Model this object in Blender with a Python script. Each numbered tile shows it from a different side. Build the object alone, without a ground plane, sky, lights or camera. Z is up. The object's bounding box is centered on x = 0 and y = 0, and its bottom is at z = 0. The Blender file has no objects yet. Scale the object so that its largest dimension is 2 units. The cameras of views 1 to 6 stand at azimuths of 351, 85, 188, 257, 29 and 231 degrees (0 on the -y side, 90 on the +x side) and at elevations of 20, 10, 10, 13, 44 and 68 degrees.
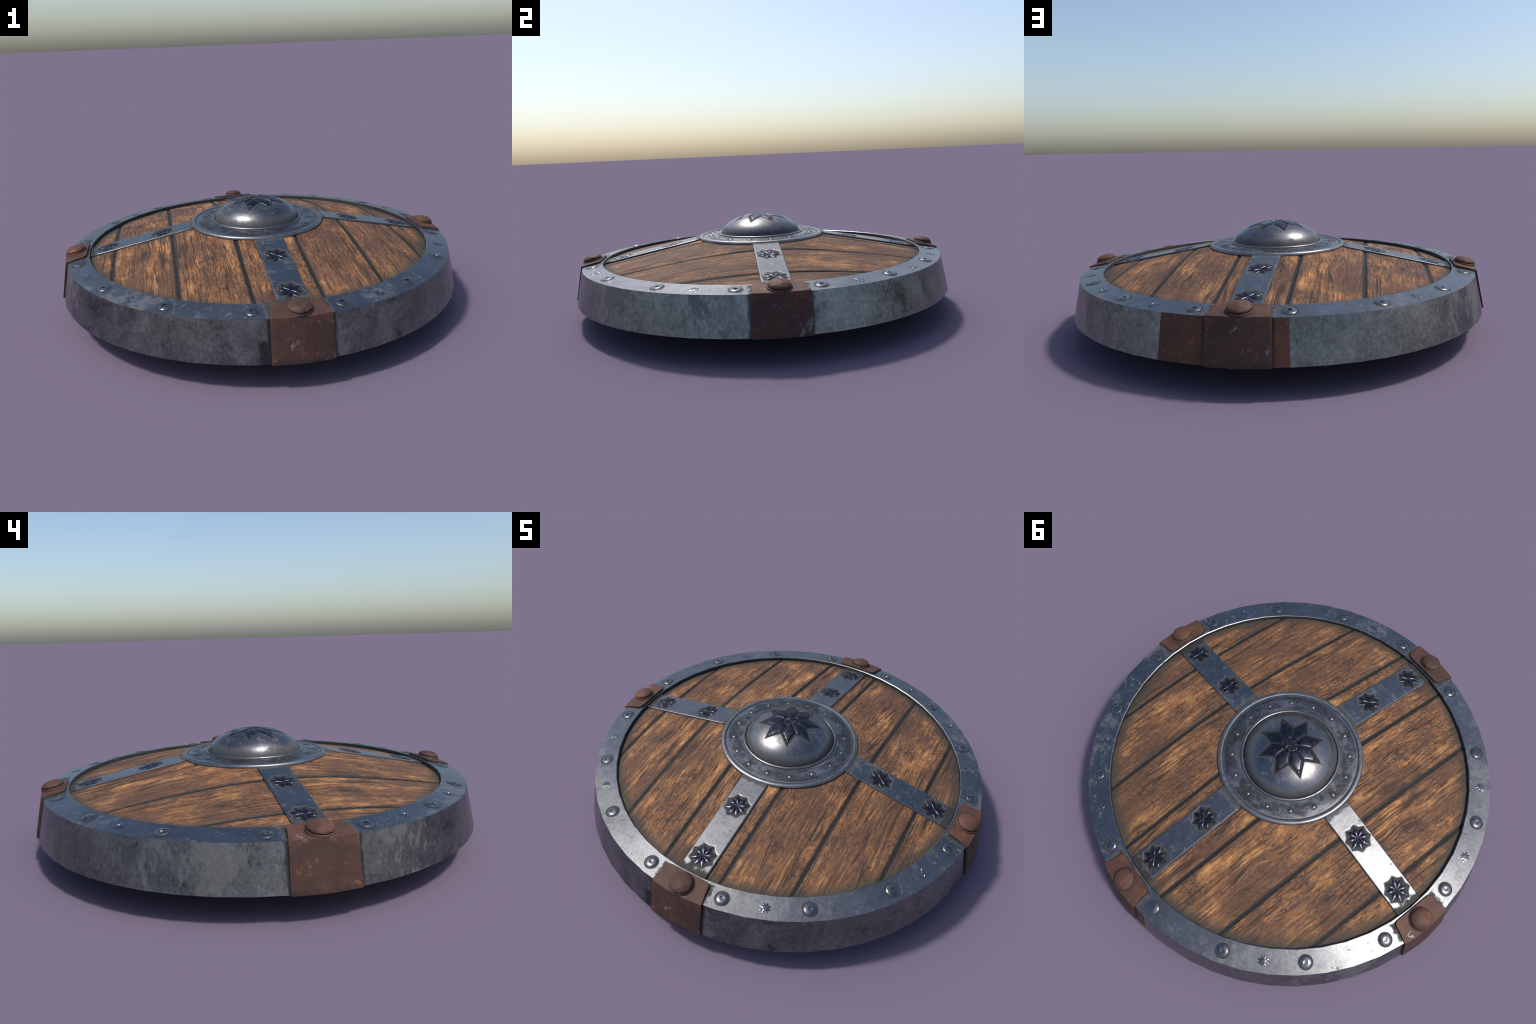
import bpy, bmesh, math, random
from math import sin, cos, pi, radians, hypot, sqrt, atan2, asin
from mathutils import Vector, Matrix, noise

rng = random.Random(11)
TAU = 2 * pi

# ------------------------------------------------------------------ sizes
SEG = 50                      # rim is a 50-sided ring
STEP = TAU / SEG
R_BOTTOM, Z_BOTTOM = 0.9890, 0.1165
R_TOP, Z_TOP = 0.9525, 0.2865
R_IN, Z_IN = 0.848, 0.3048
RIM_TILT = math.atan2(Z_IN - Z_TOP, R_TOP - R_IN)
QUARTERS = [radians(a) for a in (-90, 0, 90, 180)]


def wood_z(r):
    # a shallow cone with a rounded middle
    return 0.3885 - 0.2015 * (max(r, 0.0) - 0.335) if r > 0.30 else 0.3956 + 0.03 * (1 - r / 0.30)


def strap_z(r):
    return 0.3958 - 0.1980 * (r - 0.335)


def dome_z(r):
    a, h = 0.215, 0.1148
    return 0.397 + h * sqrt(max(0.0, 1 - (r / a) ** 2))


# ------------------------------------------------------------------ mesh helpers
def make_object(name, verts, faces, mat, parent=None, smooth_angle=35, mats=None, face_mat=None):
    me = bpy.data.meshes.new(name)
    me.from_pydata([tuple(v) for v in verts], [], faces)
    bm = bmesh.new()
    bm.from_mesh(me)
    bmesh.ops.remove_doubles(bm, verts=bm.verts, dist=1e-6)
    bmesh.ops.recalc_face_normals(bm, faces=bm.faces)
    bm.to_mesh(me)
    bm.free()
    me.materials.append(mat)
    for m in (mats or []):
        me.materials.append(m)
    if face_mat:
        for p in me.polygons:
            p.material_index = face_mat(p)
    shade(me, smooth_angle)
    return place(name, me, parent)


def shade(me, angle):
    for p in me.polygons:
        p.use_smooth = angle > 0
    if angle > 0:
        me.set_sharp_from_angle(angle=radians(angle))


def place(name, me, parent=None, matrix=None):
    ob = bpy.data.objects.new(name, me)
    bpy.context.scene.collection.objects.link(ob)
    if parent:
        ob.parent = parent
    if matrix is not None:
        ob.matrix_basis = matrix
    return ob


def copy_of(src, parent, matrix):
    ob = src.copy()
    bpy.context.scene.collection.objects.link(ob)
    ob.parent = parent
    ob.matrix_basis = matrix
    return ob


def lathe(profile, seg, start=0.0, closed=False):
    """Revolve (r, z) points about z; a point with r = 0 becomes a pole."""
    verts, faces, rings = [], [], []
    for r, z in profile:
        if r < 1e-6:
            rings.append([len(verts)] * seg)
            verts.append((0, 0, z))
        else:
            rings.append([len(verts) + i for i in range(seg)])
            for i in range(seg):
                a = start + TAU * i / seg
                verts.append((r * cos(a), r * sin(a), z))
    n = len(profile)
    for k in range(n if closed else n - 1):
        A, B = rings[k], rings[(k + 1) % n]
        for i in range(seg):
            j = (i + 1) % seg
            f = []
            for v in (A[i], A[j], B[j], B[i]):
                if v not in f:
                    f.append(v)
            if len(f) > 2:
                faces.append(f)
    return verts, faces


# ------------------------------------------------------------------ node helpers
class Nodes:
    def __init__(self, name):
        self.mat = bpy.data.materials.new(name)
        self.mat.use_nodes = True
        self.t = self.mat.node_tree
        self.t.nodes.clear()
        self.out = self.t.nodes.new("ShaderNodeOutputMaterial")
        self.b = self.t.nodes.new("ShaderNodeBsdfPrincipled")
        self.t.links.new(self.b.outputs[0], self.out.inputs[0])

    def put(self, sock, v):
        if v is None:
            return
        if isinstance(v, bpy.types.NodeSocket):
            self.t.links.new(v, sock)
        else:
            if isinstance(v, (tuple, list)) and len(v) == 3 and sock.type == 'RGBA':
                v = (*v, 1)
            sock.default_value = v

    def set(self, **kw):
        for k, v in kw.items():
            self.put(self.b.inputs[k.replace("_", " ")], v)

    def math(self, op, a, b=None, c=None, clamp=False):
        n = self.t.nodes.new("ShaderNodeMath")
        n.operation = op
        n.use_clamp = clamp
        for i, v in enumerate((a, b, c)):
            if v is not None:
                self.put(n.inputs[i], v)
        return n.outputs[0]

    def coords(self, scale=(1, 1, 1), jitter=0.0):
        tc = self.t.nodes.new("ShaderNodeTexCoord")
        v = tc.outputs["Object"]
        if jitter:
            oi = self.t.nodes.new("ShaderNodeObjectInfo")
            off = self.math('MULTIPLY', oi.outputs["Random"], jitter)
            a = self.t.nodes.new("ShaderNodeVectorMath")
            a.operation = 'ADD'
            self.put(a.inputs[0], v)
            self.put(a.inputs[1], off)
            v = a.outputs[0]
        m = self.t.nodes.new("ShaderNodeMapping")
        m.inputs["Scale"].default_value = scale
        self.put(m.inputs["Vector"], v)
        return m.outputs[0]

    def xyz(self):
        tc = self.t.nodes.new("ShaderNodeTexCoord")
        s = self.t.nodes.new("ShaderNodeSeparateXYZ")
        self.put(s.inputs[0], tc.outputs["Object"])
        return s.outputs

    def combine(self, x, y, z):
        c = self.t.nodes.new("ShaderNodeCombineXYZ")
        for i, v in enumerate((x, y, z)):
            self.put(c.inputs[i], v)
        return c.outputs[0]

    def noise(self, vec, scale, detail=4, rough=0.55, dist=0.0, color=False):
        n = self.t.nodes.new("ShaderNodeTexNoise")
        self.put(n.inputs["Vector"], vec)
        n.inputs["Scale"].default_value = scale
        n.inputs["Detail"].default_value = detail
        n.inputs["Roughness"].default_value = rough
        n.inputs["Distortion"].default_value = dist
        return n.outputs["Color" if color else "Fac"]

    def voronoi(self, vec, scale, feature='F1'):
        n = self.t.nodes.new("ShaderNodeTexVoronoi")
        n.feature = feature
        self.put(n.inputs["Vector"], vec)
        n.inputs["Scale"].default_value = scale
        return n.outputs["Distance"]

    def step(self, v, a, b, lo=0.0, hi=1.0):
        n = self.t.nodes.new("ShaderNodeMapRange")
        n.interpolation_type = 'SMOOTHSTEP'
        self.put(n.inputs["Value"], v)
        for k, x in zip(("From Min", "From Max", "To Min", "To Max"), (a, b, lo, hi)):
            self.put(n.inputs[k], x)
        return n.outputs[0]

    def mix(self, fac, a, b, mode='MIX'):
        n = self.t.nodes.new("ShaderNodeMix")
        n.data_type = 'RGBA'
        n.blend_type = mode
        self.put(n.inputs[0], fac)
        self.put(n.inputs[6], a)
        self.put(n.inputs[7], b)
        return n.outputs[2]

    def ramp(self, fac, *stops):
        n = self.t.nodes.new("ShaderNodeValToRGB")
        e = n.color_ramp.elements
        while len(e) < len(stops):
            e.new(0.5)
        for el, (p, c) in zip(e, stops):
            el.position = p
            el.color = (*c, 1)
        self.put(n.inputs[0], fac)
        return n.outputs[0]

    def bump(self, height, strength, distance, normal=None):
        n = self.t.nodes.new("ShaderNodeBump")
        n.inputs["Strength"].default_value = strength
        n.inputs["Distance"].default_value = distance
        self.put(n.inputs["Height"], height)
        self.put(n.inputs["Normal"], normal)
        return n.outputs[0]

    def polar(self, cx=0.0, cy=0.0):
        x, y, z = self.xyz()
        dx, dy = self.math('SUBTRACT', x, cx), self.math('SUBTRACT', y, cy)
        r = self.math('SQRT', self.math('ADD', self.math('MULTIPLY', dx, dx), self.math('MULTIPLY', dy, dy)))
        return r, self.math('ARCTAN2', dy, dx)

    def star_distance(self, cx, cy, tip, notch, phase):
        """Signed distance to the edge of an eight-pointed star (negative inside)."""
        r, th = self.polar(cx, cy)
        f = self.math('ADD', self.math('SUBTRACT', th, phase), pi / 8 + 4 * pi)
        f = self.math('MODULO', f, pi / 4)
        f = self.math('ABSOLUTE', self.math('SUBTRACT', f, pi / 8))
        px = self.math('MULTIPLY', r, self.math('COSINE', f))
        py = self.math('MULTIPLY', r, self.math('SINE', f))
        nx, ny, d = star_edge(tip, notch)
        s = self.math('ADD', self.math('MULTIPLY', px, nx), self.math('MULTIPLY', py, ny))
        return self.math('SUBTRACT', s, d)


def star_edge(tip, notch):
    tx, ty = tip, 0.0
    bx, by = notch * cos(pi / 8), notch * sin(pi / 8)
    ex, ey = bx - tx, by - ty
    l = hypot(ex, ey)
    nx, ny = ey / l, -ex / l
    return nx, ny, nx * tx + ny * ty


def star_sd(x, y, tip, notch, phase):
    r, th = hypot(x, y), atan2(y, x)
    f = abs(((th - phase + pi / 8) % (pi / 4)) - pi / 8)
    nx, ny, d = star_edge(tip, notch)
    return r * cos(f) * nx + r * sin(f) * ny - d


# ------------------------------------------------------------------ materials
STEEL = (0.190, 0.194, 0.205)
DULL = (0.145, 0.145, 0.143)
GRIME = (0.027, 0.0245, 0.021)
STAR_PHASE = radians(27)
ROSETTES = (0.485, 0.757)
BOSS_PHASE = radians(22.5)


def steel_surface(n, vec, grime=None, gloss=0.30, patches=0.60, tint=STEEL, grime_col=GRIME):
    """Forged steel: brushed sheen, dull grey blotches, optional grime mask."""
    big = n.noise(vec, 5.0, 6, 0.62, 0.4)
    fine = n.noise(vec, 90.0, 5, 0.7)
    specks = n.noise(vec, 26.0, 6, 0.72, 0.3)
    mottle = n.math('ADD', n.math('MULTIPLY', big, 0.55), n.math('MULTIPLY', specks, 0.45))
    dull = n.step(mottle, patches - 0.055, patches + 0.02)
    flaw = n.step(n.math('ADD', n.math('MULTIPLY', fine, 0.5), n.math('MULTIPLY', specks, 0.5)), 0.575, 0.63)
    col = n.mix(n.step(mottle, 0.36, 0.56, 0.5, 0), tint, (0.45, 0.45, 0.46), 'MULTIPLY')
    col = n.mix(n.step(fine, 0.35, 0.7, 0.0, 0.22), col, (0.28, 0.284, 0.295))
    dull = n.math('MAXIMUM', n.math('MULTIPLY', dull, 0.65), n.math('MULTIPLY', flaw, 0.55))
    col = n.mix(dull, col, DULL)
    pit = n.math('MULTIPLY', n.step(n.noise(vec, 48.0, 6, 0.7, 0.4), 0.55, 0.61), n.step(n.noise(vec, 7.3, 3, 0.6), 0.52, 0.62))
    col = n.mix(n.math('MULTIPLY', pit, 0.8), col, (0.05, 0.048, 0.046))
    rough = n.math('ADD', gloss, n.math('MULTIPLY', fine, 0.16))
    rough = n.math('ADD', rough, n.math('MULTIPLY', dull, 0.20))
    metal = n.math('SUBTRACT', 1.0, n.math('MAXIMUM', n.math('MULTIPLY', dull, 0.55), n.math('MULTIPLY', pit, 0.95)))
    rough = n.math('ADD', rough, n.math('MULTIPLY', pit, 0.25))
    if grime is not None:
        col = n.mix(grime, col, grime_col)
        rough = n.math('ADD', rough, n.math('MULTIPLY', grime, 0.30))
        metal = n.math('MULTIPLY', metal, n.math('SUBTRACT', 1.0, grime))
    n.set(Base_Color=col, Roughness=rough, Metallic=metal)
    if grime is not None:
        n.set(Specular_IOR_Level=n.math('SUBTRACT', 0.5, n.math('MULTIPLY', grime, 0.32)))
    h = n.math('ADD', n.math('MULTIPLY', big, 0.6), n.math('MULTIPLY', fine, 0.14))
    n.set(Normal=n.bump(h, 0.30, 0.006))


def ragged(n, vec, scale=18, amount=0.05):
    return n.math('MULTIPLY', n.math('SUBTRACT', n.noise(vec, scale, 5, 0.65), 0.5), amount)


def mat_rim_top():
    n = Nodes("rim_steel")
    vec = n.coords()
    # grime gathered beside the four clamps
    r, th = n.polar()
    off = n.math('ABSOLUTE', n.math('SUBTRACT', n.math('MODULO', n.math('ADD', th, pi / 4 + TAU), pi / 2), pi / 4))
    arc = n.math('MULTIPLY', off, r)
    arc = n.math('ADD', arc, ragged(n, vec, 45, 0.06))
    grime = n.math('MULTIPLY', n.step(arc, 0.116, 0.133, 0.9, 0.0), n.step(r, 0.856, 0.866))
    steel_surface(n, vec, grime, 0.25, 0.582)
    return n.mat


def mat_rim_side():
    n = Nodes("rim_side_iron")
    vec = n.coords((1, 1, 0.75))
    big = n.noise(vec, 3.6, 8, 0.62, 0.8)
    mid = n.noise(vec, 11.0, 8, 0.70, 0.6)
    fine = n.noise(vec, 80.0, 4, 0.65)
    v = n.math('ADD', n.math('MULTIPLY', big, 0.32), n.math('ADD', n.math('MULTIPLY', mid, 0.50), n.math('MULTIPLY', fine, 0.18)))
    col = n.ramp(v, (0.38, (0.055, 0.055, 0.057)), (0.45, (0.155, 0.157, 0.161)),
                 (0.53, (0.210, 0.214, 0.218)), (0.62, (0.280, 0.285, 0.285)))
    flake_v = n.noise(n.coords((1, 1, 0.6)), 7.0, 9, 0.72, 0.5)
    flake = n.math('MULTIPLY', n.step(flake_v, 0.535, 0.565), n.step(n.noise(vec, 2.1, 3), 0.45, 0.60))
    col = n.mix(n.math('MULTIPLY', flake, 0.85), col, (0.125, 0.126, 0.122))
    col = n.mix(n.step(fine, 0.35, 0.65, 0.25, 0.0), col, (0.05, 0.05, 0.052))
    # a soot-dark smear low on the rim, beside one clamp
    r, th = n.polar()
    x, y, z = n.xyz()
    deg = n.math('ADD', n.math('MULTIPLY', th, 180 / pi), ragged(n, vec, 40, 4.0))
    smear = n.math('MULTIPLY', n.step(deg, -100.5, -99.5), n.step(deg, -96, -95, 1, 0))
    smear = n.math('MULTIPLY', smear, n.step(n.math('ADD', z, ragged(n, vec, 40, 0.08)), 0.19, 0.205, 1, 0))
    off = n.math('ABSOLUTE', n.math('SUBTRACT', n.math('MODULO', n.math('ADD', th, pi / 4 + TAU), pi / 2), pi / 4))
    arc = n.math('ADD', n.math('MULTIPLY', off, r), ragged(n, vec, 30, 0.03))
    grime = n.step(arc, 0.127, 0.139, 0.85, 0.0)
    col = n.mix(n.math('MAXIMUM', n.math('MULTIPLY', smear, 0.8), grime), col, (0.035, 0.036, 0.036))
    n.set(Base_Color=col, Metallic=n.math('SUBTRACT', 0.97, n.math('MULTIPLY', flake, 0.5)),
          Roughness=n.math('ADD', 0.21, n.math('ADD', n.math('MULTIPLY', mid, 0.14), n.math('MULTIPLY', flake, 0.15))))
    h = n.math('ADD', mid, n.math('MULTIPLY', fine, 0.25))
    n.set(Normal=n.bump(h, 0.25, 0.006))
    return n.mat


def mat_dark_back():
    n = Nodes("dark_shaded_iron")  # dark iron; the rim inner wall's ambient shade is put into this colour
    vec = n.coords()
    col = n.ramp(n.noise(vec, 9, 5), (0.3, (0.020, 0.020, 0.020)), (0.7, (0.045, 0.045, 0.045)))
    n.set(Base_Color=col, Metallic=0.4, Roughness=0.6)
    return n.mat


def mat_strap():
    n = Nodes("strap_steel")
    vec = n.coords(jitter=9.0)
    x, y, z = n.xyz()
    masks = []
    for c in ROSETTES:
        d = n.star_distance(c, 0.0, 0.063, 0.0525, STAR_PHASE)
        masks.append(n.step(n.math('ADD', d, ragged(n, vec, 60, 0.010)), -0.005, 0.0035, 1, 0))
    ends = n.step(n.math('ADD', x, ragged(n, vec, 26, 0.10)), 0.795, 0.818)
    near_boss = n.step(n.math('ADD', x, ragged(n, vec, 26, 0.05)), 0.345, 0.360, 0.8, 0)
    g = n.math('MAXIMUM', n.math('MAXIMUM', masks[0], masks[1]), n.math('MAXIMUM', ends, near_boss))
    steel_surface(n, vec, n.math('MULTIPLY', g, 0.95), 0.24, 0.585)
    return n.mat


def mat_boss():
    n = Nodes("boss_steel")
    vec = n.coords()
    r, th = n.polar()
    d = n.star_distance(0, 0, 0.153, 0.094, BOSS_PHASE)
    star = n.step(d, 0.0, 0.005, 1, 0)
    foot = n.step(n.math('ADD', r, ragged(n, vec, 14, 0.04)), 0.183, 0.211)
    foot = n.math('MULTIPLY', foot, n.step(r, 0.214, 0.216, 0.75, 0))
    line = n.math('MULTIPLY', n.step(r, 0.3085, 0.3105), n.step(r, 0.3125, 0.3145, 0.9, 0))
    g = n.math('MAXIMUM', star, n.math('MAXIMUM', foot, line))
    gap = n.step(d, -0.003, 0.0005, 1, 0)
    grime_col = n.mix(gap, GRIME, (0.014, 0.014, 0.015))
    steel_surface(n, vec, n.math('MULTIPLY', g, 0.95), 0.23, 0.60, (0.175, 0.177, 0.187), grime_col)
    return n.mat


def mat_flange():
    n = Nodes("flange_steel")
    vec = n.coords()
    r, th = n.polar()
    ang = n.combine(n.math('MULTIPLY', n.math('COSINE', th), 0.27), n.math('MULTIPLY', n.math('SINE', th), 0.27),
                    n.math('MULTIPLY', r, 2.0))
    stain = n.noise(ang, 11.0, 5, 0.6, 0.5)
    band = n.math('MULTIPLY', n.step(r, 0.228, 0.236), n.step(r, 0.300, 0.310, 1, 0))
    shade_k = n.math('MULTIPLY', n.step(stain, 0.36, 0.60), band)
    tint = n.mix(shade_k, (0.235, 0.237, 0.246), (0.050, 0.052, 0.060))
    g = n.math('MULTIPLY', n.step(stain, 0.52, 0.66, 0.0, 0.45), band)
    line = n.math('MULTIPLY', n.step(r, 0.3085, 0.3105), n.step(r, 0.3125, 0.3145, 0.9, 0))
    lip = n.math('MULTIPLY', n.step(r, 0.226, 0.230), n.step(r, 0.231, 0.235, 0.8, 0))
    # a grimy halo at each of the small studs
    f = n.math('MODULO', n.math('ADD', n.math('SUBTRACT', th, radians(7)), pi / 16 + TAU), pi / 8)
    arc = n.math('MULTIPLY', n.math('SUBTRACT', f, pi / 16), 0.271)
    dr = n.math('SUBTRACT', r, 0.271)
    q = n.math('SQRT', n.math('ADD', n.math('MULTIPLY', arc, arc), n.math('MULTIPLY', dr, dr)))
    halo = n.step(q, 0.013, 0.018, 0.7, 0)
    g = n.math('MAXIMUM', n.math('MAXIMUM', g, line), n.math('MAXIMUM', lip, halo))
    steel_surface(n, vec, g, 0.30, 0.62, tint)
    return n.mat


def mat_plain_steel(name, tint=STEEL, gloss=0.24):
    n = Nodes(name)
    steel_surface(n, n.coords(jitter=7.0), None, gloss, 0.66, tint)
    return n.mat


def mat_screw(inner=0.0250, outer=0.0272):
    n = Nodes("screw_steel" if inner > 0.02 else "stud_steel")
    r, th = n.polar()
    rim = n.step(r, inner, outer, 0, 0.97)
    steel_surface(n, n.coords(jitter=7.0), rim, 0.08 if inner > 0.02 else 0.30, 0.68, STEEL if inner > 0.02 else (0.13, 0.13, 0.14))
    return n.mat


def mat_petal():
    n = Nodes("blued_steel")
    v = n.coords(jitter=5)
    f = n.noise(v, 40, 4)
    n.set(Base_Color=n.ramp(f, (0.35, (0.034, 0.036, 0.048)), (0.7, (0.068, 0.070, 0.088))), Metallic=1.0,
          Roughness=n.math('ADD', 0.20, n.math('MULTIPLY', f, 0.2)))
    return n.mat


def mat_rust(name="rusted_iron", on_rim=False, rivet=False):
    n = Nodes(name)
    px, py, pz = n.xyz()
    if on_rim:
        r, th = n.polar()
        off = n.math('MULTIPLY', n.math('ABSOLUTE', n.math('SUBTRACT', th, pi / 2)), r)
        clamp_shade = n.step(off, 0.124, 0.136, 0.9, 0.0)  # dark band beside the clamp: ambient shade put into the colour
    vec = n.coords((1, 1, 1), jitter=6.0)
    big = n.noise(vec, 9, 5, 0.6, 0.5)
    mid = n.noise(vec, 34, 5, 0.65, 0.8)
    fine = n.noise(vec, 110, 3, 0.6)
    col = n.ramp(big, (0.32, (0.052, 0.029, 0.023)), (0.5, (0.085, 0.040, 0.028)), (0.68, (0.120, 0.052, 0.032)))
    orange = n.step(n.math('ADD', n.math('MULTIPLY', mid, 0.7), n.math('MULTIPLY', big, 0.3)), 0.575, 0.66)
    col = n.mix(n.math('MULTIPLY', orange, 0.75), col, (0.24, 0.085, 0.028))
    vec2 = n.coords((1, 1, 1), jitter=13.0)
    bare = n.step(n.math('ADD', n.math('MULTIPLY', n.noise(vec2, 16, 6, 0.7, 0.6), 0.7),
                         n.math('MULTIPLY', n.noise(vec2, 55, 3), 0.3)), 0.610, 0.660)
    col = n.mix(n.math('MULTIPLY', bare, 0.8), col, (0.20, 0.19, 0.20))
    dark = n.step(fine, 0.30, 0.42, 0.35, 0.0)
    col = n.mix(dark, col, (0.04, 0.022, 0.018))
    else_side = n.step(n.math('ADD', px, ragged(n, vec, 60, 0.004)), 0.960, 0.9625) if not (rivet or on_rim) else None
    if else_side is not None:
        # outer leaf: darker brown partly copies baked-in shade; rust spots and bare scratches on top
        col = n.mix(n.math('MULTIPLY', else_side, 0.60), col, (0.047, 0.028, 0.024))
        spots = n.math('MULTIPLY', n.step(n.noise(vec2, 48, 5, 0.7, 0.5), 0.575, 0.64), n.step(big, 0.42, 0.56))
        col = n.mix(n.math('MULTIPLY', n.math('MULTIPLY', spots, else_side), 0.55), col, (0.23, 0.085, 0.03))
        sc = n.noise(n.coords((30, 26, 9), jitter=3.0), 1.0, 5, 0.7, 0.8)
        sc = n.math('MULTIPLY', n.step(sc, 0.60, 0.66), n.step(n.noise(vec2, 11, 2), 0.48, 0.58))
        col = n.mix(n.math('MULTIPLY', n.math('MULTIPLY', sc, else_side), 0.7), col, (0.20, 0.19, 0.21))
    if rivet:
        r, th = n.polar()
        groove = n.math('MULTIPLY', n.step(r, 0.0440, 0.0465), n.step(r, 0.0492, 0.0505, 1, 0))
        groove = n.math('MULTIPLY', groove, n.step(pz, 0.0105, 0.0130, 0.9, 0))
        col = n.mix(groove, col, (0.014, 0.012, 0.011))
    if on_rim:
        col = n.mix(0.25, col, (0.10, 0.032, 0.016))
        col = n.mix(clamp_shade, col, (0.015, 0.013, 0.012))
    n.set(Base_Color=col, Metallic=0.12, Specular_IOR_Level=0.3, Roughness=n.math('SUBTRACT', 0.62, n.math('MULTIPLY', bare, 0.25)))
    h = n.math('ADD', n.math('MULTIPLY', mid, 1.0), n.math('MULTIPLY', fine, 0.25))
    n.set(Normal=n.bump(h, 0.35, 0.006))
    return n.mat


def mat_rust_edge():
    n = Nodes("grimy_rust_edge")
    f = n.noise(n.coords(jitter=4.0), 40, 5, 0.65)
    n.set(Base_Color=n.ramp(f, (0.35, (0.020, 0.014, 0.012)), (0.7, (0.055, 0.028, 0.019))), Roughness=0.7)
    return n.mat


PLANK_EDGES = [-0.846, -0.720, -0.438, -0.150, 0.128, 0.408, 0.692, 0.846]
# knots: (x, y, size)
KNOTS = [(0.255, -0.57, 0.055), (-0.30, -0.40, 0.055), (0.56, -0.03, 0.05), (0.11, -0.60, 0.035),
         (-0.58, -0.22, 0.05), (-0.03, -0.47, 0.03), (-0.09, 0.52, 0.045), (0.30, 0.60, 0.05),
         (0.52, 0.38, 0.045), (-0.33, 0.42, 0.05), (-0.60, 0.28, 0.045)]


def mat_wood():
    n = Nodes("weathered_planks")
    x, y, z = n.xyz()
    # every plank shows its own stretch of grain
    pid = n.math('FLOOR', n.math('DIVIDE', n.math('ADD', x, 1.284), 0.2825))
    yy = n.math('ADD', y, n.math('MULTIPLY', pid, 3.71))
    low = n.noise(n.combine(n.math('MULTIPLY', x, 3.0), n.math('MULTIPLY', yy, 1.3), pid), 2.2, 3)
    # knots push the grain aside and ring round their hearts
    ring_mask, ring_val, push = None, None, None
    for kx, ky, s in KNOTS:
        dx = n.math('SUBTRACT', x, kx)
        dy = n.math('MULTIPLY', n.math('SUBTRACT', y, ky), 0.55)
        d = n.math('SQRT', n.math('ADD', n.math('MULTIPLY', dx, dx), n.math('MULTIPLY', dy, dy)))
        m = n.step(d, s * 0.35, s * 0.85, 1, 0)
        w = n.math('MULTIPLY', m, n.math('DIVIDE', d, s))
        e = n.step(d, 0.0, s * 1.6, 1, 0)
        p = n.math('MULTIPLY', e, n.math('MULTIPLY', dx, -0.7))
        ring_mask = m if ring_mask is None else n.math('MAXIMUM', ring_mask, m)
        ring_val = w if ring_val is None else n.math('ADD', ring_val, w)
        push = p if push is None else n.math('ADD', push, p)
    gx = n.math('ADD', n.math('ADD', x, push), n.math('MULTIPLY', low, 0.028))
    g = n.combine(n.math('MULTIPLY', gx, 28.0), n.math('MULTIPLY', yy, 1.5), pid)
    grain = n.noise(g, 2.2, 5, 0.68, 0.10)
    g2 = n.combine(n.math('MULTIPLY', gx, 62.0), n.math('MULTIPLY', yy, 4.5), pid)
    fibre = n.noise(g2, 2.0, 5, 0.7, 0.15)
    g4 = n.combine(n.math('MULTIPLY', gx, 70.0), n.math('MULTIPLY', yy, 26.0), n.math('ADD', pid, 5.0))
    pores = n.noise(g4, 1.9, 5, 0.75, 0.15)
    cloud = n.noise(n.combine(n.math('MULTIPLY', x, 7.0), n.math('MULTIPLY', yy, 4.0), pid), 1.3, 8, 0.70, 0.2)
    # long drying cracks
    g3 = n.combine(n.math('MULTIPLY', gx, 24.0), n.math('MULTIPLY', yy, 0.55), n.math('ADD', pid, 7.3))
    cr = n.math('ABSOLUTE', n.math('SUBTRACT', n.noise(g3, 1.7, 3, 0.5, 0.2), 0.5))
    crack = n.step(cr, 0.008, 0.026, 1, 0)
    where = n.noise(n.combine(n.math('MULTIPLY', x, 4.0), n.math('MULTIPLY', yy, 2.0), n.math('ADD', pid, 3.1)), 1.7, 2)
    crack = n.math('MULTIPLY', crack, n.step(where, 0.42, 0.54))
    rings = n.math('SINE', n.math('MULTIPLY', n.math('ADD', ring_val, n.math('MULTIPLY', n.math('SUBTRACT', fibre, 0.5), 0.10)), 46.0))
    rings = n.math('MULTIPLY', n.step(rings, 0.15, 0.75), ring_mask)

    tone = n.math('ADD', n.math('ADD', n.math('MULTIPLY', cloud, 0.50), n.math('MULTIPLY', grain, 0.22)), n.math('MULTIPLY', fibre, 0.28))
    col = n.ramp(tone, (0.36, (0.084, 0.042, 0.027)), (0.45, (0.158, 0.073, 0.037)),
                 (0.53, (0.268, 0.123, 0.051)), (0.60, (0.500, 0.245, 0.090)))
    streak = n.math('ADD', n.math('MULTIPLY', fibre, 0.7), n.math('MULTIPLY', grain, 0.3))
    col = n.mix(n.step(streak, 0.40, 0.50, 0.75, 0), col, (0.050, 0.035, 0.027))
    worn = n.step(cloud, 0.42, 0.60, 0.95, 0.30)
    col = n.mix(n.math('MULTIPLY', n.step(pores, 0.44, 0.51, 1, 0), worn), col, (0.048, 0.035, 0.028))
    # broad weathering: some stretches of board have gone dark and dull
    age = n.noise(n.combine(n.math('MULTIPLY', x, 4.2), n.math('MULTIPLY', yy, 2.0), n.math('MULTIPLY', pid, 1.7)), 1.4, 6, 0.68, 0.3)
    col = n.mix(n.step(age, 0.47, 0.60, 0, 0.62), col, (0.094, 0.050, 0.034))
    col = n.mix(n.step(age, 0.42, 0.32, 0, 0.45), col, (1.25, 1.2, 1.1), 'MULTIPLY')
    lines = n.math('MAXIMUM', n.math('MULTIPLY', crack, 0.85), n.math('MULTIPLY', rings, 0.55))
    col = n.mix(lines, col, (0.035, 0.024, 0.018))
    # soft grime along the joints between planks
    joint = n.math('DIVIDE', n.math('ADD', x, 1.284 + 0.0015), 0.2825)
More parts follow.
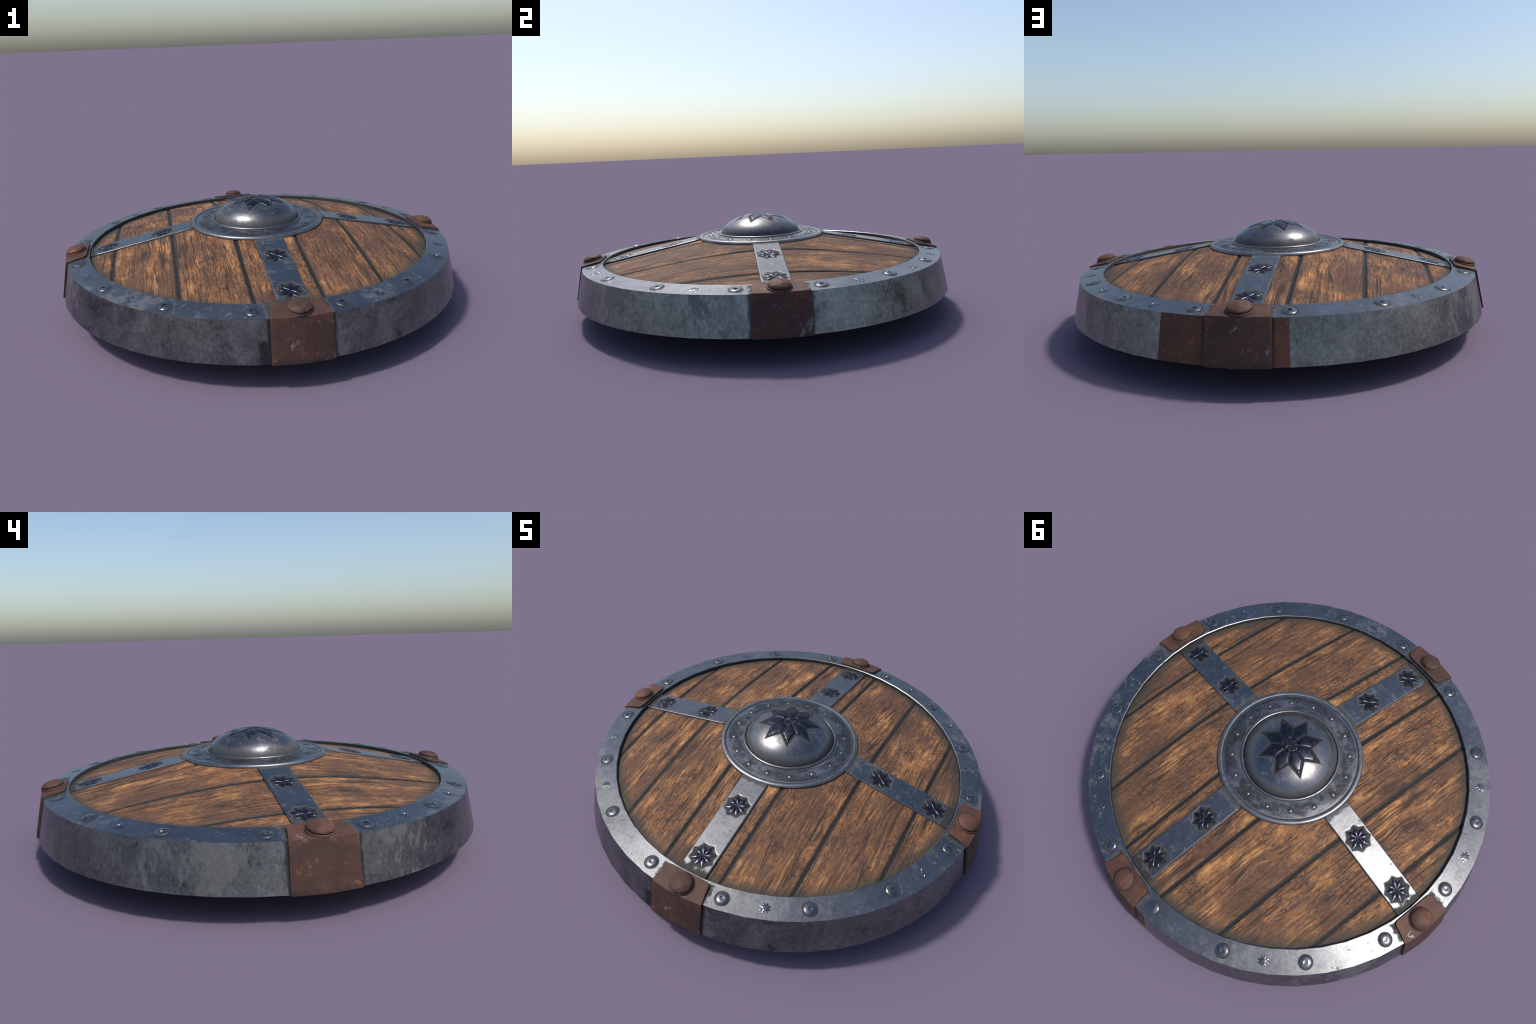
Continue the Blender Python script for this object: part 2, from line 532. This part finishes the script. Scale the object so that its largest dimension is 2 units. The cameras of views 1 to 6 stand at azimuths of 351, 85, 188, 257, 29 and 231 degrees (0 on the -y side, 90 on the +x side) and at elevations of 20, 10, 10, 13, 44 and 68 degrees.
    joint = n.math('SUBTRACT', joint, n.math('FLOOR', joint))
    joint = n.math('MULTIPLY', n.math('SUBTRACT', 0.5, n.math('ABSOLUTE', n.math('SUBTRACT', joint, 0.5))), 0.2825)
    joint = n.math('ADD', joint, n.math('MULTIPLY', n.math('SUBTRACT', pores, 0.5), 0.02))
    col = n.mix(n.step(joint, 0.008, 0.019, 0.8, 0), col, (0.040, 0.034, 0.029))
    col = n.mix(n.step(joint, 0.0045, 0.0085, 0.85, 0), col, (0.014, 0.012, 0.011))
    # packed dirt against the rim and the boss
    r, th = n.polar()
    rr = n.math('ADD', r, n.math('MULTIPLY', n.math('SUBTRACT', fibre, 0.5), 0.06))
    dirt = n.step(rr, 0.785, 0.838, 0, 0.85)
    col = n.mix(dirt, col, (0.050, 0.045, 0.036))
    rough = n.math('ADD', 0.56, n.math('MULTIPLY', fibre, 0.25))
    n.set(Base_Color=col, Roughness=rough, Specular_IOR_Level=0.22)
    h = n.math('ADD', n.math('MULTIPLY', fibre, 0.7), n.math('MULTIPLY', grain, 0.7))
    h = n.math('SUBTRACT', h, n.math('MULTIPLY', lines, 0.8))
    n.set(Normal=n.bump(h, 0.55, 0.008))
    return n.mat


def mat_backing():
    n = Nodes("dark_backing_wood")
    v = n.coords((12, 1.2, 1))
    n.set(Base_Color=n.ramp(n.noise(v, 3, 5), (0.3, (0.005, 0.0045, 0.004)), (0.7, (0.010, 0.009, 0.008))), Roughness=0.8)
    return n.mat


def mat_leather():
    n = Nodes("worn_leather")
    v = n.coords()
    f = n.noise(v, 25, 5)
    n.set(Base_Color=n.ramp(f, (0.3, (0.05, 0.027, 0.016)), (0.7, (0.11, 0.06, 0.035))), Roughness=0.65)
    n.set(Normal=n.bump(n.voronoi(v, 120), 0.3, 0.003))
    return n.mat


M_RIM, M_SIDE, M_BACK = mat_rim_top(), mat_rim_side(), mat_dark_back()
M_STRAP, M_BOSS, M_FLANGE = mat_strap(), mat_boss(), mat_flange()
M_SCREW, M_STUD, M_BEAD, M_STARSTUD = mat_screw(), mat_screw(0.0088, 0.0105), mat_plain_steel("bead_steel", (0.2, 0.2, 0.21), 0.3), mat_plain_steel("star_stud_steel", (0.2, 0.2, 0.21), 0.08)
M_PETAL, M_RUST, M_WOOD = mat_petal(), mat_rust(), mat_wood()
M_RIVET = mat_rust("rusted_rivet", rivet=True)
M_RUST_EDGE = mat_rust_edge()
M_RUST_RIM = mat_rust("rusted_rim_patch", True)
M_BACKING, M_LEATHER = mat_backing(), mat_leather()

# ------------------------------------------------------------------ the shield
shield = bpy.data.objects.new("round_shield", None)
bpy.context.scene.collection.objects.link(shield)
shield["label"] = "round wooden plank shield with dark steel rim, boss and rusty clamps"
shield["category"] = "shield"


# ---- planks
def plank(x0, x1):
    gap = 0.0050
    xa = x0 + (gap if x0 > -0.84 else 0)
    xb = x1 - (gap if x1 < 0.84 else 0)
    R = 0.8475
    edge = [0.0, 0.0015, 0.0035, 0.0065, 0.0100]
    w = xb - xa
    cols = [xa + e for e in edge] + [xa + w * k / 12 for k in range(1, 12)] + [xb - e for e in reversed(edge)]
    cols = sorted(c for c in cols)
    rows = 90
    verts, faces = [], []
    for thick in (0, 1):
        for x in cols:
            L = sqrt(max(R * R - x * x, 1e-5))
            d = min(x - xa if xa > -0.84 else 1, xb - x if xb < 0.84 else 1)
            drop = 0.0 if d > 0.010 else 0.0048 * (1 - d / 0.010) ** 2
            for k in range(rows + 1):
                y = -L + 2 * L * k / rows
                r = hypot(x, y)
                z = wood_z(r) - drop + 0.0022 * noise.noise(Vector((x * 14, y * 2.5, x0 * 9)))
                if thick:
                    z = wood_z(r) - 0.0278
                verts.append((x, y, z))
    nc, nr = len(cols), rows + 1
    N = nc * nr
    for i in range(nc - 1):
        for k in range(rows):
            a = i * nr + k
            faces.append([a, a + nr, a + nr + 1, a + 1])
            faces.append([N + a, N + a + 1, N + a + nr + 1, N + a + nr])
    for k in range(rows):
        for i in (0, nc - 1):
            a = i * nr + k
            faces.append([a, a + 1, N + a + 1, N + a])
    for i in range(nc - 1):
        for k in (0, rows):
            a = i * nr + k
            faces.append([a, a + nr, N + a + nr, N + a])
    return make_object("plank", verts, faces, M_WOOD, shield, 40)


for a, b in zip(PLANK_EDGES[:-1], PLANK_EDGES[1:]):
    plank(a, b)

# backing board behind the planks
prof = [(0, wood_z(0) - 0.0052)] + [(r, wood_z(r) - 0.0052) for r in (0.1, 0.2, 0.3, 0.4, 0.5, 0.6, 0.7, 0.8, 0.852)]
prof += [(0.852, wood_z(0.852) - 0.045)] + [(r, wood_z(r) - 0.045) for r in (0.7, 0.5, 0.3, 0.1)] + [(0, wood_z(0) - 0.045)]
make_object("backing_board", *lathe(prof, 100), M_BACKING, shield, 40)

# ---- rim
rim_profile = [(R_BOTTOM, Z_BOTTOM), (R_TOP, Z_TOP),
               (0.92, Z_TOP + 0.0054), (0.885, Z_TOP + 0.0113), (R_IN + 0.0035, Z_IN - 0.0006), (R_IN + 0.0003, Z_IN - 0.0026),
               (R_IN - 0.002, 0.290), (R_IN - 0.002, 0.235), (0.905, 0.225), (0.948, 0.119), (0.966, 0.115)]
v, f = lathe(rim_profile, SEG, pi, closed=True)


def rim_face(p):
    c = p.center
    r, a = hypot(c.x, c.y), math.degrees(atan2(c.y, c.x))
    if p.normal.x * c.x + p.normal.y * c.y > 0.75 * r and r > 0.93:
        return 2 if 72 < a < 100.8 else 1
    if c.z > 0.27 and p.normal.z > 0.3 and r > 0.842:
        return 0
    return 3  # includes the inner lip wall, painted dark for its shade


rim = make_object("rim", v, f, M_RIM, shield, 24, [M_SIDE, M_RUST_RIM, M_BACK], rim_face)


def on_rim(az, r=0.9015, lift=0.0):
    z = Z_TOP + (R_TOP - r) * (Z_IN - Z_TOP) / (R_TOP - R_IN) + lift
    return (Matrix.Rotation(az, 4, 'Z') @ Matrix.Translation((r, 0, z)) @ Matrix.Rotation(RIM_TILT, 4, 'Y'))


# screws: low dome with a six-sided socket, sunk in a narrow ring
def hex_r(a, r):
    k = (a % (pi / 3)) - pi / 6
    return r * cos(pi / 6) / cos(k)


def screw_mesh():
    seg = 48
    rings = [(0.0325, -0.004, 0), (0.0325, 0.0002, 0), (0.0315, 0.0004, 0), (0.0300, -0.0002, 0), (0.0285, -0.0002, 0),
             (0.0268, 0.0004, 0), (0.0246, 0.0024, 0), (0.020, 0.0041, 0), (0.0155, 0.0049, 0), (0.0125, 0.0052, .5), (0.0112, 0.0055, 1),
             (0.0098, 0.0052, 1), (0.0086, 0.0014, 1), (0.004, 0.0010, 0)]
    verts, faces = [], []
    for r, z, h in rings:
        for i in range(seg):
            a = TAU * i / seg
            q = r * (1 - h) + h * hex_r(a, r)
            verts.append((q * cos(a), q * sin(a), z))
    for k in range(len(rings) - 1):
        for i in range(seg):
            j = (i + 1) % seg
            faces.append([k * seg + i, k * seg + j, (k + 1) * seg + j, (k + 1) * seg + i])
    faces.append([(len(rings) - 1) * seg + i for i in range(seg)])
    return verts, faces


screw0 = None
for i in range(16):
    az = radians(11.25 + 22.5 * i)
    m = on_rim(az) @ Matrix.Rotation(rng.uniform(0, pi / 3), 4, 'Z')
    if screw0 is None:
        screw0 = make_object("screw", *screw_mesh(), M_SCREW, rim, 40)
        screw0.matrix_basis = m
    else:
        copy_of(screw0, rim, m)


# small pressed stars between screws
def rim_star_mesh():
    seg = 64
    def outline(a, r, amt):
        return r * (1 + amt * (0.5 + 0.5 * cos(8 * a)) ** 1.3)
    rings = [(0.0150, -0.003, .62), (0.0150, 0.0003, .62), (0.0130, 0.0014, .5), (0.0100, 0.0017, .22), (0.0080, 0.0024, 0),
             (0.0066, 0.0010, 0), (0.003, 0.0008, 0)]
    verts, faces = [], []
    for r, z, k in rings:
        for i in range(seg):
            a = TAU * i / seg
            q = outline(a, r, k)
            verts.append((q * cos(a), q * sin(a), z))
    for k in range(len(rings) - 1):
        for i in range(seg):
            j = (i + 1) % seg
            faces.append([k * seg + i, k * seg + j, (k + 1) * seg + j, (k + 1) * seg + i])
    faces.append([(len(rings) - 1) * seg + i for i in range(seg)])
    return verts, faces


star0 = None
for deg in (22.5, 45, 67.5, 135, -157.5, -135, -67.5, -22.5):
    m = on_rim(radians(deg), 0.903) @ Matrix.Rotation(rng.uniform(0, pi / 4), 4, 'Z')
    if star0 is None:
        star0 = make_object("star_stud", *rim_star_mesh(), M_STARSTUD, rim, 30)
        star0.matrix_basis = m
    else:
        copy_of(star0, rim, m)


# ---- straps with sunk rosettes
def strap_mesh():
    half, th = 0.066, 0.013
    xs = [0.331 + (0.843 - 0.331) * k / 180 for k in range(181)]
    cross = [-half, -half + 0.0012, -half + 0.004] + [-half + 0.004 + (2 * half - 0.008) * k / 42 for k in range(1, 42)] \
        + [half - 0.004, half - 0.0012, half]
    verts, faces = [], []
    for x in xs:
        for y in cross:
            z = strap_z(x)
            e = half - abs(y)
            z -= 0.0 if e > 0.004 else 0.0030 * (1 - e / 0.004) ** 2
            for c in ROSETTES:
                d = star_sd(x - c, y, 0.062, 0.0515, STAR_PHASE)
                t = min(1, max(0, (0.002 - d) / 0.006))
                z -= 0.0018 * t * t * (3 - 2 * t)
            verts.append((x, y, z))
        verts.append((x, half, strap_z(x) - th - 0.012))
        verts.append((x, -half, strap_z(x) - th - 0.012))
    n = len(cross) + 2
    for i in range(len(xs) - 1):
        for k in range(n):
            a, b = i * n + k, i * n + (k + 1) % n
            faces.append([a, b, b + n, a + n])
    faces.append(list(range(n)))
    faces.append([(len(xs) - 1) * n + k for k in range(n)])
    return verts, faces


def rosette_petal_mesh():
    """Pointed leaf with a raised midrib, along +x from the rosette centre."""
    pr = [(0.003, 0.0011, 0.0018), (0.008, 0.0031, 0.0042), (0.0115, 0.0044, 0.0034), (0.018, 0.0074, 0.0058), (0.025, 0.0104, 0.0066),
          (0.031, 0.0118, 0.0062), (0.037, 0.0100, 0.0050), (0.0430, 0.0058, 0.0026), (0.047, 0.0036, 0.0030), (0.0560, 0.0004, 0.0010)]
    prof = [(-1, -0.5), (-1, 0.0), (-0.82, 0.50), (-0.45, 0.84), (0, 1.0), (0.45, 0.84), (0.82, 0.50), (1, 0.0), (1, -0.5)]
    verts, faces = [], []
    m = len(prof)
    for x, w, h in pr:
        verts += [(x, u * w, q * h if q >= 0 else -0.003) for u, q in prof]
    for i in range(len(pr) - 1):
        for k in range(m - 1):
            a = i * m + k
            faces.append([a, a + 1, a + m + 1, a + m])
    faces.append(list(range(m))[::-1])
    e = (len(pr) - 1) * m
    faces.append([e + k for k in range(m)])
    return verts, faces


strap0 = petal0 = None
for q in QUARTERS:
    m = Matrix.Rotation(q, 4, 'Z')
    if strap0 is None:
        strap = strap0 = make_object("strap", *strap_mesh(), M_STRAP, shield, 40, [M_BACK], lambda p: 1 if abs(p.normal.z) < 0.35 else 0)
        strap0.matrix_basis = m
    else:
        strap = copy_of(strap0, shield, m)
    for c in ROSETTES:
        slope = math.atan(0.198)
        base = Matrix.Translation((c, 0, strap_z(c) - 0.0022)) @ Matrix.Rotation(slope, 4, 'Y')
        for k in range(8):
            mm = base @ Matrix.Scale(0.72, 4, (0, 0, 1)) @ Matrix.Scale(1.04, 4) @ Matrix.Rotation(STAR_PHASE + k * pi / 4 + rng.uniform(-.05, .05), 4, 'Z') @ Matrix.Scale(rng.uniform(0.94, 1.03), 4)
            if petal0 is None:
                petal0 = make_object("petal", *rosette_petal_mesh(), M_PETAL, strap, 50)
                petal0.matrix_basis = mm
            else:
                copy_of(petal0, strap, mm)

# ---- clamps bent over the rim, each held by a big rivet
CLAMP_SLOPE = math.atan2(0.3120 - 0.2920, 0.962 - 0.861)


def clamp_mesh():
    stations = [(0.8570, 0.3130, 0.086, 0.0), (0.8585, 0.3127, 0.0935, 0.0), (0.8630, 0.3118, 0.1005, 0.0), (0.8720, 0.3100, 0.1045, 0.001),
                (0.91, 0.3024, 0.110, 0.004), (0.940, 0.2964, 0.1170, 0.0075), (0.9620, 0.2920, 0.1210, 0.0105)]
    for k in range(1, 9):
        t = k / 8
        stations.append((0.9620 + 0.0380 * t, 0.2920 - 0.1775 * t, 0.121 + 0.0040 * t, 0.0105 + 0.0015 * t))
    n = 17
    verts, faces = [], []
    for x, z, w, bow in stations:
        for k in range(n):
            t = -1 + 2 * k / (n - 1)
            dent = 0.0018 * noise.noise(Vector((x * 11, t * 1.3, z * 11)))
            verts.append((x - bow * (0.35 * abs(t) + 0.65 * t * t) + min(0, dent) * (z < 0.28), t * w, z + (dent if z > 0.295 else 0)))
    for i in range(len(stations) - 1):
        for k in range(n - 1):
            a = i * n + k
            faces.append([a, a + 1, a + n + 1, a + n])
    return verts, faces


def rivet_mesh():
    prof = [(0.053, -0.006), (0.053, 0.004), (0.052, 0.0068), (0.0495, 0.0080), (0.0470, 0.0082), (0.0455, 0.0088), (0.0462, 0.0105), (0.0478, 0.0120)]
    for k in range(1, 13):
        a = k / 12 * pi / 2
        prof.append((0.0478 * cos(a), 0.0120 + 0.0200 * sin(a)))
    prof[-1] = (0, 0.0320)
    verts, faces = lathe(prof, 48)
    out = []
    for x, y, z in verts:
        p = Vector((x, y, z))
        d = 0.0016 * noise.noise(p * 42) + 0.0012 * noise.noise(p * 90)
        r = hypot(x, y)
        if z > 0.009 and r > 1e-6:
            chip = noise.noise(Vector((x / r * 2.4, y / r * 2.4, 3.1)))
            if z < 0.0125 and chip > 0.15:
                z -= 0.004 * min(1, (chip - 0.15) * 5)
        s = 1 + (d / max(r, 0.02) if z > 0.008 else 0)
        out.append((x * s, y * s, z + (d if z > 0.02 else 0)))
    return out, faces


clamp0 = rivet0 = None
for q in QUARTERS:
    m = Matrix.Rotation(q, 4, 'Z')
    if clamp0 is None:
        clamp = clamp0 = make_object("clamp", *clamp_mesh(), M_RUST, shield, 40, [M_RUST_EDGE])
        if clamp.data.polygons[0].normal.z < 0:
            clamp.data.flip_normals()
        so = clamp.modifiers.new("thickness", 'SOLIDIFY')
        so.thickness, so.offset = 0.0100, -1
        so.material_offset, so.material_offset_rim = 1, 1
        bv = clamp.modifiers.new("edges", 'BEVEL')
        bv.width, bv.segments, bv.limit_method, bv.angle_limit = 0.0022, 2, 'ANGLE', radians(50)
        clamp0.matrix_basis = m
    else:
        clamp = copy_of(clamp0, shield, m)
    mm = Matrix.Translation((0.9125, 0, 0.3012)) @ Matrix.Rotation(CLAMP_SLOPE, 4, 'Y') @ Matrix.Rotation(rng.uniform(0, TAU), 4, 'Z')
    if rivet0 is None:
        rivet0 = make_object("rivet", *rivet_mesh(), M_RIVET, clamp, 45)
        rivet0.matrix_basis = mm
    else:
        copy_of(rivet0, clamp, mm)

# ---- boss: flange, bead ring, dome with an eight-petalled ornament
boss = bpy.data.objects.new("boss", None)
bpy.context.scene.collection.objects.link(boss)
boss.parent = shield

flange_prof = [(0.18, 0.400), (0.214, 0.4085), (0.228, 0.4070), (0.250, 0.4068), (0.271, 0.4056), (0.295, 0.4030), (0.3095, 0.4010), (0.3108, 0.3990), (0.3125, 0.3988),
               (0.3145, 0.4030), (0.319, 0.4046), (0.326, 0.4042), (0.3315, 0.4022), (0.3350, 0.3980), (0.3358, 0.3930), (0.3345, 0.3880), (0.326, 0.3855),
               (0.30, 0.380), (0.18, 0.380)]
make_object("flange", *lathe(flange_prof, 128, closed=True), M_FLANGE, boss, 40)
ring_prof = [(0.2215 + 0.0078 * cos(a), 0.4088 + 0.0065 * sin(a)) for a in [TAU * k / 14 for k in range(14)]]
make_object("bead_ring", *lathe(ring_prof, 128, closed=True), M_BEAD, boss, 60)


def dome_mesh():
    seg = 288
    rs = [0.214, 0.2135, 0.2125, 0.211, 0.209, 0.206, 0.2025] + [0.1985 - 0.0025 * k for k in range(79)] + [0.0]
    verts, faces, rings = [], [], []
    for r in rs:
        ring = []
        for i in range(seg if r > 0 else 1):
            a = TAU * i / seg
            x, y = r * cos(a), r * sin(a)
            d = star_sd(x, y, 0.151, 0.091, BOSS_PHASE)
            t = min(1, max(0, (0.002 - d) / 0.006))
            ring.append(len(verts))
            verts.append((x, y, dome_z(r) - 0.0022 * t * t * (3 - 2 * t)))
        rings.append(ring if r > 0 else ring * seg)
    for A, B in zip(rings[:-1], rings[1:]):
        for i in range(seg):
            j = (i + 1) % seg
            f = [A[i], A[j], B[j], B[i]]
            faces.append(f if B[i] != B[j] else f[:3])
    return verts, faces


make_object("dome", *dome_mesh(), M_BOSS, boss, 60)


def boss_petal_mesh():
    """Faceted kite-shaped plate along +x, its tip split off by a cut."""
    half = pi / 8

    def width(r):
        if r < 0.084:
            return r * math.tan(half)
        return 0.084 * sin(half) * (0.143 - r) / (0.143 - 0.084 * cos(half))
    verts, faces = [], []

    def plate(r0, r1, n, lift0, lift1):
        s = len(verts)
        pts = [r0 + (r1 - r0) * k / n for k in range(n + 1)]
        cols = 9
        for r in pts:
            w = max(width(r) - 0.0022, 0.0003)
            end = min(r - r0, r1 - r)
            for k in range(cols):
                u = -1 + 2 * k / (cols - 1)
                y = u * w
                h = dome_z(hypot(r, y)) + lift0 + (lift1 - lift0) * (r - r0) / (r1 - r0)
                e = min((1 - abs(u)) * w, end)
                h += 0.0010 * (1 - abs(u)) - 0.0014 - 0.0020 * max(0, 1 - e / 0.0022)
                verts.append((r, y, h))
        for i in range(n):
            for k in range(cols - 1):
                a = s + i * cols + k
                faces.append([a, a + 1, a + cols + 1, a + cols])
    plate(0.004, 0.034, 8, 0.0012, 0.0008)
    plate(0.0345, 0.119, 26, 0.0014, 0.0004)
    plate(0.1205, 0.138, 8, 0.0012, 0.0002)
    return verts, faces


bp0 = None
for k in range(8):
    m = Matrix.Rotation(BOSS_PHASE + k * pi / 4, 4, 'Z')
    if bp0 is None:
        bp0 = make_object("boss_petal", *boss_petal_mesh(), M_PETAL, boss, 35)
        if sum(p.normal.z for p in bp0.data.polygons) < 0:
            bp0.data.flip_normals()
        so = bp0.modifiers.new("thickness", 'SOLIDIFY')
        so.thickness, so.offset = 0.004, -1
        bp0.matrix_basis = m
    else:
        copy_of(bp0, boss, m)

stud_prof = [(0.0160, -0.003), (0.0160, 0.0000), (0.0140, 0.0010), (0.0120, -0.0006), (0.0100, -0.0008), (0.0080, 0.0008), (0.0045, 0.0022), (0, 0.0026)]
st0 = None
for k in range(16):
    a = radians(7 + 22.45 * k)
    m = Matrix.Rotation(a, 4, 'Z') @ Matrix.Translation((0.271, 0, 0.4056)) @ Matrix.Rotation(0.08, 4, 'Y')
    if st0 is None:
        st0 = make_object("boss_stud", *lathe(stud_prof, 28), M_STUD, boss, 60)
        st0.matrix_basis = m
    else:
        copy_of(st0, boss, m)

# ---- guessed grip on the unseen back: curved leather-wrapped bar the shield rests on
path = [(-0.30, 0.335), (-0.285, 0.20), (-0.25, 0.09), (-0.19, 0.035), (-0.10, 0.020), (0.10, 0.020), (0.19, 0.035), (0.25, 0.09), (0.285, 0.20), (0.30, 0.335)]
verts, faces = [], []
seg = 16
fine = []
for i in range(len(path) - 1):
    p0, p1, p2, p3 = path[max(i - 1, 0)], path[i], path[i + 1], path[min(i + 2, len(path) - 1)]
    for k in range(6):
        t = k / 6
        fine.append(tuple(0.5 * (2 * b + (c - a) * t + (2 * a - 5 * b + 4 * c - d) * t * t + (3 * b - a - 3 * c + d) * t ** 3)
                          for a, b, c, d in zip(p0, p1, p2, p3)))
fine.append(path[-1])
for i, (y, z) in enumerate(fine):
    a, b = fine[max(i - 1, 0)], fine[min(i + 1, len(fine) - 1)]
    ty, tz = b[0] - a[0], b[1] - a[1]
    l = hypot(ty, tz)
    ny, nz = -tz / l, ty / l
    rad = 0.020
    for k in range(seg):
        t = TAU * k / seg
        verts.append((rad * 1.3 * cos(t), y + rad * sin(t) * ny, z + rad * sin(t) * nz))
for i in range(len(fine) - 1):
    for k in range(seg):
        j = (k + 1) % seg
        faces.append([i * seg + k, i * seg + j, (i + 1) * seg + j, (i + 1) * seg + k])
faces.append(list(range(seg)))
faces.append([(len(fine) - 1) * seg + k for k in range(seg)])
low = min(v[2] for v in verts)
verts = [(x, y, z - low * (1 - min(1, max(0, z / 0.3)))) for x, y, z in verts]
make_object("guessed_hand_grip", verts, faces, M_LEATHER, shield, 60)
